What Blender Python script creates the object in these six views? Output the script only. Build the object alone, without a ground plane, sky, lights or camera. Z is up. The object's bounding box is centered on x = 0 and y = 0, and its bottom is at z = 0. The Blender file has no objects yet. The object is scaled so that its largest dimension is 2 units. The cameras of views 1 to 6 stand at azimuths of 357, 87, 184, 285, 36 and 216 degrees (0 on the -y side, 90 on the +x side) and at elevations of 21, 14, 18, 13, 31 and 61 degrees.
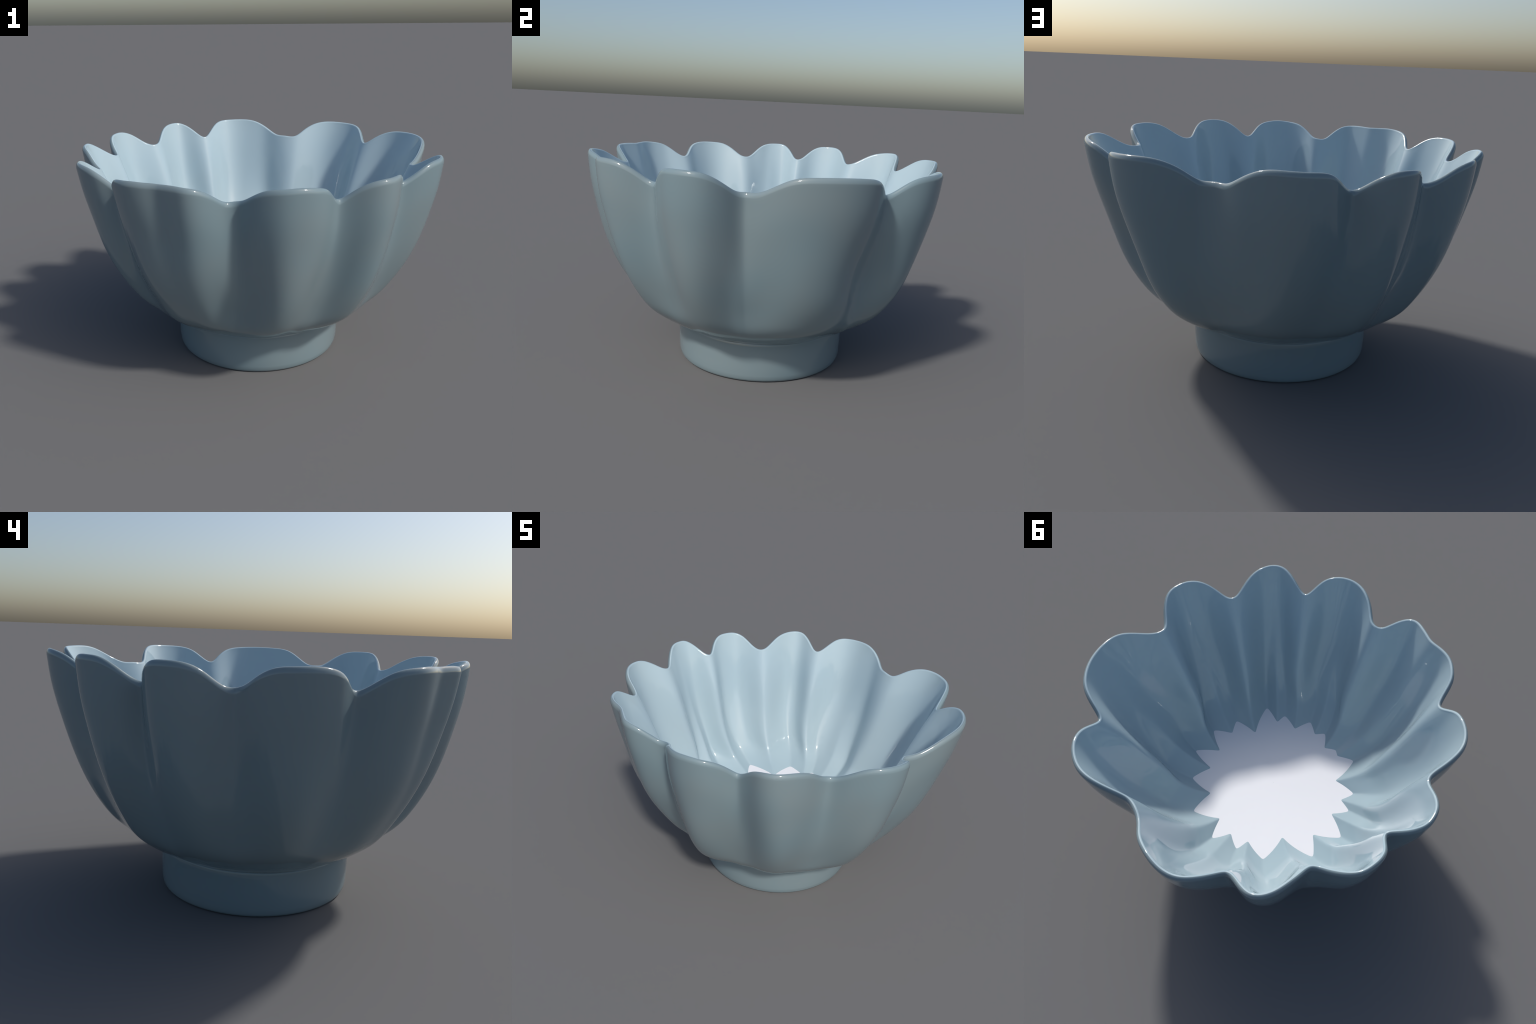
"""Lobed porcelain bowl: a flower-shaped fluted wall with a wavy rounded rim,
a white flat floor inside and a plain round foot ring."""
import math
import bpy
import numpy as np

TAU = 2.0 * math.pi

# ----------------------------------------------------------------- curves
def periodic_spline(x, y, q, period=360.0):
    """Smooth closed cubic spline through the knots (x, y)."""
    x, y = np.asarray(x, float), np.asarray(y, float)
    n = len(x)
    h = np.append(np.diff(x), x[0] + period - x[-1])
    a, b = np.zeros((n, n)), np.zeros(n)
    for i in range(n):
        a[i, i - 1] += h[i - 1]
        a[i, i] += 2 * (h[i - 1] + h[i])
        a[i, (i + 1) % n] += h[i]
        b[i] = 6 * ((y[(i + 1) % n] - y[i]) / h[i] - (y[i] - y[i - 1]) / h[i - 1])
    m = np.linalg.solve(a, b)
    qq = (np.asarray(q, float) - x[0]) % period + x[0]
    i = np.searchsorted(x, qq, 'right') - 1
    j, d = (i + 1) % n, qq - x[i]
    return (y[i] + d * ((y[j] - y[i]) / h[i] - h[i] * (2 * m[i] + m[j]) / 6)
            + d * d * m[i] / 2 + d ** 3 * (m[j] - m[i]) / (6 * h[i]))


def profile(x, y, q):
    """Natural cubic spline through an open profile; the values may be whole rings."""
    x, y = np.asarray(x, float), np.asarray(y, float)
    n, h = len(x), np.diff(x)
    a, b = np.eye(n), np.zeros_like(y)
    for i in range(1, n - 1):
        a[i, i - 1:i + 2] = h[i - 1], 2 * (h[i - 1] + h[i]), h[i]
        b[i] = 6 * ((y[i + 1] - y[i]) / h[i] - (y[i] - y[i - 1]) / h[i - 1])
    m = np.linalg.solve(a, b)
    i = min(max(int(np.searchsorted(x, q, 'right')) - 1, 0), n - 2)
    d = q - x[i]
    return (y[i] + d * ((y[i + 1] - y[i]) / h[i] - h[i] * (2 * m[i] + m[i + 1]) / 6)
            + d * d * m[i] / 2 + d ** 3 * (m[i + 1] - m[i]) / (6 * h[i]))


def smooth_ring(v, sigma_deg):
    """Gaussian smoothing of a periodic signal."""
    n = len(v)
    f = np.fft.rfftfreq(n, 1.0 / n)
    return np.fft.irfft(np.fft.rfft(v) * np.exp(-0.5 * (f * math.radians(sigma_deg)) ** 2), n)


# ------------------------------------------------------- the flower outline
# One row per lobe, counted round from +x: angle of the notch in front of it,
# then radius and height of the rim crest at these fractions of the lobe.
LOBE_STEPS = (0.0, 0.08, 0.17, 0.29, 0.42, 0.58, 0.71, 0.83, 0.92)
LOBES = [
    (35.1, (.897, .918, .958, .994, 1.004, .989, .949, .891, .848),
     (1.094, 1.115, 1.158, 1.182, 1.187, 1.189, 1.180, 1.143, 1.103)),
    (71.1, (.837, .843, .865, .915, .955, .990, .993, .957, .906),
     (1.095, 1.098, 1.101, 1.140, 1.180, 1.189, 1.187, 1.169, 1.121)),
    (111.9, (.878, .893, .933, .982, .993, .967, .929, .890, .864),
     (1.096, 1.111, 1.147, 1.182, 1.190, 1.183, 1.164, 1.131, 1.108)),
    (137.8, (.854, .865, .896, .945, .977, .978, .964, .930, .890),
     (1.097, 1.096, 1.115, 1.161, 1.186, 1.189, 1.181, 1.147, 1.109)),
    (164.1, (.870, .888, .935, .979, .988, .973, .941, .908, .885),
     (1.095, 1.105, 1.142, 1.181, 1.189, 1.184, 1.161, 1.121, 1.099)),
    (189.2, (.877, .891, .927, .969, .992, .993, .978, .950, .914),
     (1.096, 1.108, 1.140, 1.174, 1.184, 1.186, 1.180, 1.156, 1.118)),
    (218.0, (.898, .908, .934, .972, .993, 1.005, 1.001, .989, .978),
     (1.096, 1.102, 1.127, 1.163, 1.180, 1.187, 1.189, 1.187, 1.186)),
    (240.6, (.974, .976, .980, .986, .989, .964, .919, .876, .859),
     (1.185, 1.186, 1.187, 1.187, 1.184, 1.171, 1.139, 1.104, 1.096)),
    (260.1, (.854, .867, .906, .952, .985, .992, .977, .939, .900),
     (1.098, 1.107, 1.136, 1.172, 1.185, 1.190, 1.182, 1.159, 1.119)),
    (291.1, (.884, .897, .931, .980, 1.001, .982, .948, .905, .877),
     (1.095, 1.110, 1.147, 1.181, 1.190, 1.188, 1.172, 1.137, 1.108)),
    (319.5, (.866, .880, .918, .964, .998, 1.006, .985, .929, .878),
     (1.097, 1.101, 1.131, 1.173, 1.188, 1.188, 1.177, 1.136, 1.100)),
    (350.8, (.859, .880, .921, .971, 1.001, 1.014, 1.005, .972, .925),
     (1.095, 1.098, 1.126, 1.173, 1.188, 1.190, 1.186, 1.170, 1.131)),
]
# Ribs inside the bowl: (angle at the rim, angle at the floor, radius at the floor);
# every notch makes one, and the six widest lobes carry a second one low down.
RIBS = [
    (14.0, 19.5, .416), (35.1, 45.0, .400), (71.1, 71.5, .410), (92.0, 88.0, .432),
    (111.9, 103.5, .425), (137.8, 133.0, .377), (164.1, 158.5, .430), (177.0, 183.0, .420),
    (189.2, 198.0, .440), (218.0, 216.0, .394), (240.6, 239.0, .458), (260.1, 251.5, .418),
    (275.0, 267.0, .450), (291.1, 285.0, .425), (303.0, 301.5, .455), (319.5, 322.5, .390),
    (336.0, 341.0, .462), (350.8, 360.5, .421),
]
# Troughs between those ribs at floor level: (angle, radius)
TROUGHS = [
    (9.5, .571), (30.5, .523), (56.0, .537), (80.0, .535), (98.5, .503), (118.0, .522),
    (150.0, .560), (172.0, .563), (191.0, .515), (205.0, .516), (231.0, .545), (244.5, .472),
    (261.0, .500), (276.0, .520), (296.0, .515), (309.0, .580), (332.5, .534), (350.0, .566),
]

FLOOR_Z = 0.326
BASE_Z = 0.215          # widest point of the rounded underside
BASE_R = 0.478
FOOT_SHIFT = np.array([-0.002, -0.008])   # the foot stands a little off centre
LIP_OUT, DROP_OUT = 0.0145, 0.026   # rim crest to outer wall: across, down
LIP_IN, DROP_IN = 0.010, 0.010      # rim crest to inner wall

COLS = 1440
theta = np.arange(COLS) * 360.0 / COLS
knot_a, knot_r, knot_z = [], [], []
for k, (start, radii, heights) in enumerate(LOBES):
    stop = LOBES[(k + 1) % len(LOBES)][0] + (360.0 if k == len(LOBES) - 1 else 0.0)
    for s, rr, zz in zip(LOBE_STEPS, radii, heights):
        knot_a.append(start + s * (stop - start))
        knot_r.append(rr)
        knot_z.append(zz)
rim_r = periodic_spline(knot_a, knot_r, theta)
rim_z = periodic_spline(knot_a, knot_z, theta)
rad = np.radians(theta)
crest = np.stack([rim_r * np.cos(rad), rim_r * np.sin(rad)], -1)
tangent = np.roll(crest, -1, 0) - np.roll(crest, 1, 0)
tangent /= np.linalg.norm(tangent, axis=1)[:, None]
normal = np.stack([tangent[:, 1], -tangent[:, 0]], -1)

# ------------------------------------------------------------ outer surface
OUT_U = (0, .026, .047, .068, .089, .12, .153, .252, .402, .551, .702, .85, 1.0)
OUT_G = (0, .071, .139, .204, .263, .340, .411, .557, .721, .837, .916, .972, 1.0)
# share of the rim's lobing that is left at each height
LOBE_U = (0, .1, .2, .35, .5, .7, .85, 1.0)
LOBE_G = (.04, .22, .50, .92, 1.09, 1.05, 1.01, 1.0)
# swelling of the wall (metres) at SWELL_U up its height, at every notch and lobe middle
SWELL_U = (0, .12, .30, .50, .75, 1.0)
SWELL = [
    (35.1, 0.004, 0.004, -0.024, -0.012),
    (53.1, 0.008, 0.020, 0.004, -0.003),
    (71.1, -0.012, -0.004, 0.004, 0.004),
    (91.5, 0.008, 0.010, 0.001, 0.000),
    (111.9, -0.004, 0.000, 0.001, 0.000),
    (124.9, 0.012, 0.028, 0.018, 0.002),
    (137.8, 0.002, 0.020, 0.016, 0.004),
    (150.9, 0.012, 0.026, 0.023, 0.005),
    (164.1, 0.014, 0.024, 0.018, 0.003),
    (176.6, 0.014, 0.024, 0.018, 0.000),
    (189.2, 0.008, 0.012, 0.008, 0.000),
    (203.6, 0.008, 0.013, 0.006, -0.008),
    (218.0, 0.002, 0.003, -0.003, -0.005),
    (229.3, 0.006, 0.004, 0.001, -0.015),
    (240.6, 0.007, 0.012, 0.009, -0.003),
    (250.4, 0.006, 0.012, 0.011, -0.003),
    (260.1, 0.002, 0.000, 0.004, 0.004),
    (275.6, 0.026, 0.040, 0.028, 0.008),
    (291.1, 0.004, 0.000, -0.006, 0.000),
    (305.3, 0.018, 0.032, 0.024, 0.008),
    (319.5, 0.016, 0.020, 0.016, 0.007),
    (335.1, 0.012, 0.018, 0.012, 0.002),
    (350.8, 0.006, 0.005, 0.002, -0.005),
    (373.0, 0.008, 0.006, -0.014, -0.015),
]
rim_out = crest + normal * LIP_OUT
rim_in = crest - normal * LIP_IN
lobing = (rim_r - 0.93) / 0.07                     # about -1 in notches, +1 at lobes
out_r = np.hypot(rim_out[:, 0], rim_out[:, 1])
out_a = np.arctan2(rim_out[:, 1], rim_out[:, 0])
radial = np.stack([np.cos(out_a), np.sin(out_a)], -1)
LOBE_TOP = 1.012
upper_lobes = out_r - LOBE_TOP
lower_lobes = 0.12 * np.tanh((smooth_ring(out_r, 4.0) - LOBE_TOP) * 1.15 / 0.12)
swell_knots = [r[0] for r in SWELL]
swell_rows = [np.zeros(COLS)] + [periodic_spline(swell_knots, [r[k] for r in SWELL], np.degrees(out_a))
                                 for k in (1, 2, 3, 4)] + [np.zeros(COLS)]

# some outer grooves lean aside towards the foot: (degrees at the rim, degrees of lean)
GROOVE_LEAN = [(35.1, 7.0), (71.1, 0.0), (111.9, -1.0), (137.8, -3.0), (164.1, 0.0), (189.2, 0.0), (218.0, 0.0),
               (240.6, -2.0), (260.1, -6.0), (291.1, -6.0), (319.5, 0.0), (350.8, 0.0)]
lean = np.radians(periodic_spline([g[0] for g in GROOVE_LEAN], [g[1] for g in GROOVE_LEAN], theta))


def outer_radius(u):
    w = min(max((u - 0.35) / 0.65, 0.0), 1.0)
    w = w * w * (3 - 2 * w)
    lobes = (lower_lobes * (1 - w) + upper_lobes * w) * float(profile(LOBE_U, LOBE_G, u))
    swell = profile(SWELL_U, swell_rows, u)
    return BASE_R + (LOBE_TOP - BASE_R) * float(profile(OUT_U, OUT_G, u)) + lobes + swell


z_out = rim_z - DROP_OUT

rings = []                                          # list of (COLS, 3)
def add(xy, z):
    rings.append(np.concatenate([xy, np.broadcast_to(z, (COLS,))[:, None]], 1))

# underside, rolled from the foot out to the base of the wall
base_r = outer_radius(0.0)
leaning = np.stack([np.cos(out_a + lean), np.sin(out_a + lean)], -1)
for t in np.linspace(0.0, 1.0, 9)[:-1]:
    a = t * math.pi / 2
    add(leaning * (0.44 + (base_r - 0.44) * math.sin(a))[:, None] + FOOT_SHIFT, BASE_Z - 0.012 * math.cos(a))
for u in np.concatenate([np.linspace(0, .1, 14)[:-1], np.linspace(.1, 1, 60)]):
    off = FOOT_SHIFT * max(0.0, 1 - u / 0.25) ** 2
    ang = out_a + lean * max(0.0, 1 - u / 0.7) ** 2
    add(np.stack([np.cos(ang), np.sin(ang)], -1) * outer_radius(u)[:, None] + off, BASE_Z + (z_out - BASE_Z) * u)
n_outer = len(rings)
# rounded rim: a broad quarter ellipse outside the crest, a tight one inside it
z_in = rim_z - DROP_IN
for t in np.linspace(0, 1, 9)[1:]:
    a = t * math.pi / 2
    add(crest + (rim_out - crest) * math.cos(a), z_out + DROP_OUT * math.sin(a))
n_crest = len(rings) - 1
for t in np.linspace(0, 1, 7)[1:-1]:
    a = t * math.pi / 2
    add(crest + (rim_in - crest) * math.sin(a), rim_z - DROP_IN * (1 - math.cos(a)))
n_rim = len(rings)

# ------------------------------------------------------------ inner surface
rib_rim = np.array([r[0] for r in RIBS])
rib_floor = np.array([r[1] for r in RIBS])
shift = periodic_spline(rib_rim, rib_floor - rib_rim, theta)
floor_a = theta + shift
marks = sorted([(a % 360.0, r) for _, a, r in RIBS] + [(a % 360.0, r) for a, r in TROUGHS])
ma = np.array([m[0] for m in marks])
mr = np.array([m[1] for m in marks])
zigzag = np.interp(theta, np.concatenate([ma - 360, ma, ma + 360]), np.tile(mr, 3))
sharp = smooth_ring(zigzag, 0.8)
soft = smooth_ring(zigzag, 1.8)
ext = np.concatenate([theta - 360, theta, theta + 360])
sharp_c = np.interp(floor_a % 360, ext, np.tile(sharp, 3))
soft_c = np.interp(floor_a % 360, ext, np.tile(soft, 3))
fa = np.radians(floor_a)
in_r = np.hypot(rim_in[:, 0], rim_in[:, 1])
in_a = rad + ((np.arctan2(rim_in[:, 1], rim_in[:, 0]) - rad + math.pi) % TAU - math.pi)
dir_floor = np.stack([np.cos(fa), np.sin(fa)], -1)
IN_U = (0, .03, .08, .20, .43, .66, .85, 1.0)
TROUGH_G = (0, .120, .270, .462, .698, .835, .922, 1.0)    # hollow of a lobe
RIB_G = (0, .125, .280, .445, .620, .765, .890, 1.0)       # rib between two lobes
# the inside is not quite round either: (degrees, metres) at mid height
INNER_SWELL = [(20, -.010), (50, -.012), (80, .022), (105, -.003), (140, .016), (168, -.002), (200, -.008),
               (235, .002), (260, .014), (282, .014), (300, .006), (318, .010), (340, -.002), (355, -.012)]
inner_swell = periodic_spline([b[0] for b in INNER_SWELL], [b[1] for b in INNER_SWELL], theta)
rim_hollow = smooth_ring(np.clip((lobing + 0.9) / 1.8, 0, 1), 2.5)
for u in np.concatenate([np.linspace(1, .12, 50)[:-1], np.linspace(.12, 0, 16)]):
    w = min(1.0, u / 0.45)
    w = w * w * (3 - 2 * w)
    hollow = rim_hollow
    g = float(profile(IN_U, RIB_G, u)) * (1 - hollow) + float(profile(IN_U, TROUGH_G, u)) * hollow
    floor_r = sharp_c * (1 - w) + soft_c * w
    turn = max(0.0, 1 - u / 0.45) ** 2.5              # ribs bend aside only near the floor
    ang = in_a * (1 - turn) + fa * turn
    r = floor_r + (in_r - floor_r) * g + inner_swell * math.sin(math.pi * u)
    add(np.stack([r * np.cos(ang), r * np.sin(ang)], -1), FLOOR_Z + (z_in - FLOOR_Z) * u)
# runs on under the floor, out of sight
for t in (0.25, 0.5, 0.75, 1.0):
    add(dir_floor * (sharp_c * (1 - 0.3 * t))[:, None], FLOOR_Z - 0.06 * t)
n_all = len(rings)

# ------------------------------------------------------------------- meshes
def ring_faces(a, b):
    """Quads between ring a and ring b (outward when rings run outside-up)."""
    i = np.arange(COLS)
    j = (i + 1) % COLS
    return np.stack([a * COLS + i, a * COLS + j, b * COLS + j, b * COLS + i], -1)


verts = np.concatenate(rings)
faces = np.concatenate([ring_faces(k, k + 1) for k in range(n_all - 1)])


def vertex_normals(v, f):
    p = v[f]
    fn = np.cross(p[:, 2] - p[:, 0], p[:, 3] - p[:, 1])
    out = np.zeros_like(v)
    for c in range(4):
        np.add.at(out, f[:, c], fn)
    return out / np.linalg.norm(out, axis=1)[:, None]


norms = vertex_normals(verts, faces)


def make_object(name, v, f, material, parent, vn=None, smooth=True):
    me = bpy.data.meshes.new(name)
    me.from_pydata([tuple(p) for p in v], [], [tuple(int(k) for k in q) for q in f])
    me.update()
    if smooth:
        me.polygons.foreach_set('use_smooth', [True] * len(me.polygons))
    if vn is not None:
        me.normals_split_custom_set_from_vertices([tuple(n) for n in vn])
    me.materials.append(material)
    ob = bpy.data.objects.new(name, me)
    bpy.context.scene.collection.objects.link(ob)
    ob.parent = parent
    return ob


def region(lo, hi):
    """Rings lo..hi of the wall, with their shared normals."""
    v = verts[lo * COLS:(hi + 1) * COLS]
    n = norms[lo * COLS:(hi + 1) * COLS]
    f = np.concatenate([ring_faces(k, k + 1) for k in range(hi - lo)])
    return v, f, n


def lathe(profile, segments=256, caps=False):
    a = np.arange(segments) * TAU / segments
    v = np.concatenate([np.stack([r * np.cos(a), r * np.sin(a), np.full(segments, z)], -1)
                        for r, z in profile])
    f = []
    for k in range(len(profile) - 1):
        for i in range(segments):
            j = (i + 1) % segments
            f.append((k * segments + i, k * segments + j, (k + 1) * segments + j, (k + 1) * segments + i))
    return v, f


# ---------------------------------------------------------------- materials
def glaze_material(name, colour, tint, roughness):
    m = bpy.data.materials.new(name)
    m.use_nodes = True
    nt = m.node_tree
    bsdf = nt.nodes['Principled BSDF']
    co = nt.nodes.new('ShaderNodeTexCoord')
    noise = nt.nodes.new('ShaderNodeTexNoise')
    noise.inputs['Scale'].default_value = 2.2
    noise.inputs['Detail'].default_value = 3.0
    ramp = nt.nodes.new('ShaderNodeValToRGB')
    ramp.color_ramp.elements[0].position = 0.35
    ramp.color_ramp.elements[1].position = 0.65
    ramp.color_ramp.elements[0].color = (*colour, 1)
    ramp.color_ramp.elements[1].color = (*tint, 1)
    nt.links.new(co.outputs['Object'], noise.inputs['Vector'])
    nt.links.new(noise.outputs['Fac'], ramp.inputs['Fac'])
    nt.links.new(ramp.outputs['Color'], bsdf.inputs['Base Color'])
    bsdf.inputs['Roughness'].default_value = roughness
    bsdf.inputs['IOR'].default_value = 1.5
    return m


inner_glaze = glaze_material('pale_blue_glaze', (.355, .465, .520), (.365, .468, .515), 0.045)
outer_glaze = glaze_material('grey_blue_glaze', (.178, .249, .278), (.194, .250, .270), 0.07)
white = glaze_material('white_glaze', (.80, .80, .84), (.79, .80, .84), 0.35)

# -------------------------------------------------------------------- parts
bowl = bpy.data.objects.new('lobed_bowl', None)
bpy.context.scene.collection.objects.link(bowl)
bowl['label'] = 'pale blue glazed flower-shaped bowl with wavy rim and round foot'
bowl['category'] = 'bowl'

RIM_BAND = 2
lo, hi = n_outer - 1 - RIM_BAND, n_rim + RIM_BAND
v, f, n = region(0, lo)
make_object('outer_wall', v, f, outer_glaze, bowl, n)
v, f, n = region(lo, hi)
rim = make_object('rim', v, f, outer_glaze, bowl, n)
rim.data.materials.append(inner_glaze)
crest_ring = n_crest - lo
rim.data.polygons.foreach_set('material_index', [int(k // COLS >= crest_ring) for k in range(len(f))])
v, f, n = region(hi, n_all - 1)
make_object('inner_wall', v, f, inner_glaze, bowl, n)

# white floor: a flat star-edged slab let 1.5 cm into the wall
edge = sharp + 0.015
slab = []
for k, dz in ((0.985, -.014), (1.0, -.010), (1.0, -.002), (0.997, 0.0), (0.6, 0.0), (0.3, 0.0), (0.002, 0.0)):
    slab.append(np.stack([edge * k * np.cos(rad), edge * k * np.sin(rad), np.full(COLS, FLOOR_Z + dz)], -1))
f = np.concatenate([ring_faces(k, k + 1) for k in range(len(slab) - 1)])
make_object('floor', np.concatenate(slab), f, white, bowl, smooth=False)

# foot ring: plain turned ring, hollow beneath
foot = [(.440, .232), (.474, .230), (.484, .226), (.488, .218), (.490, .19), (.490, .12), (.489, .08), (.488, .04),
        (.484, .015), (.478, .004), (.468, .0), (.430, .0), (.421, .005), (.415, .02), (.406, .08), (.390, .10),
        (.2, .103), (.001, .104)]
v, f = lathe(foot[::-1])
v[:, :2] += FOOT_SHIFT
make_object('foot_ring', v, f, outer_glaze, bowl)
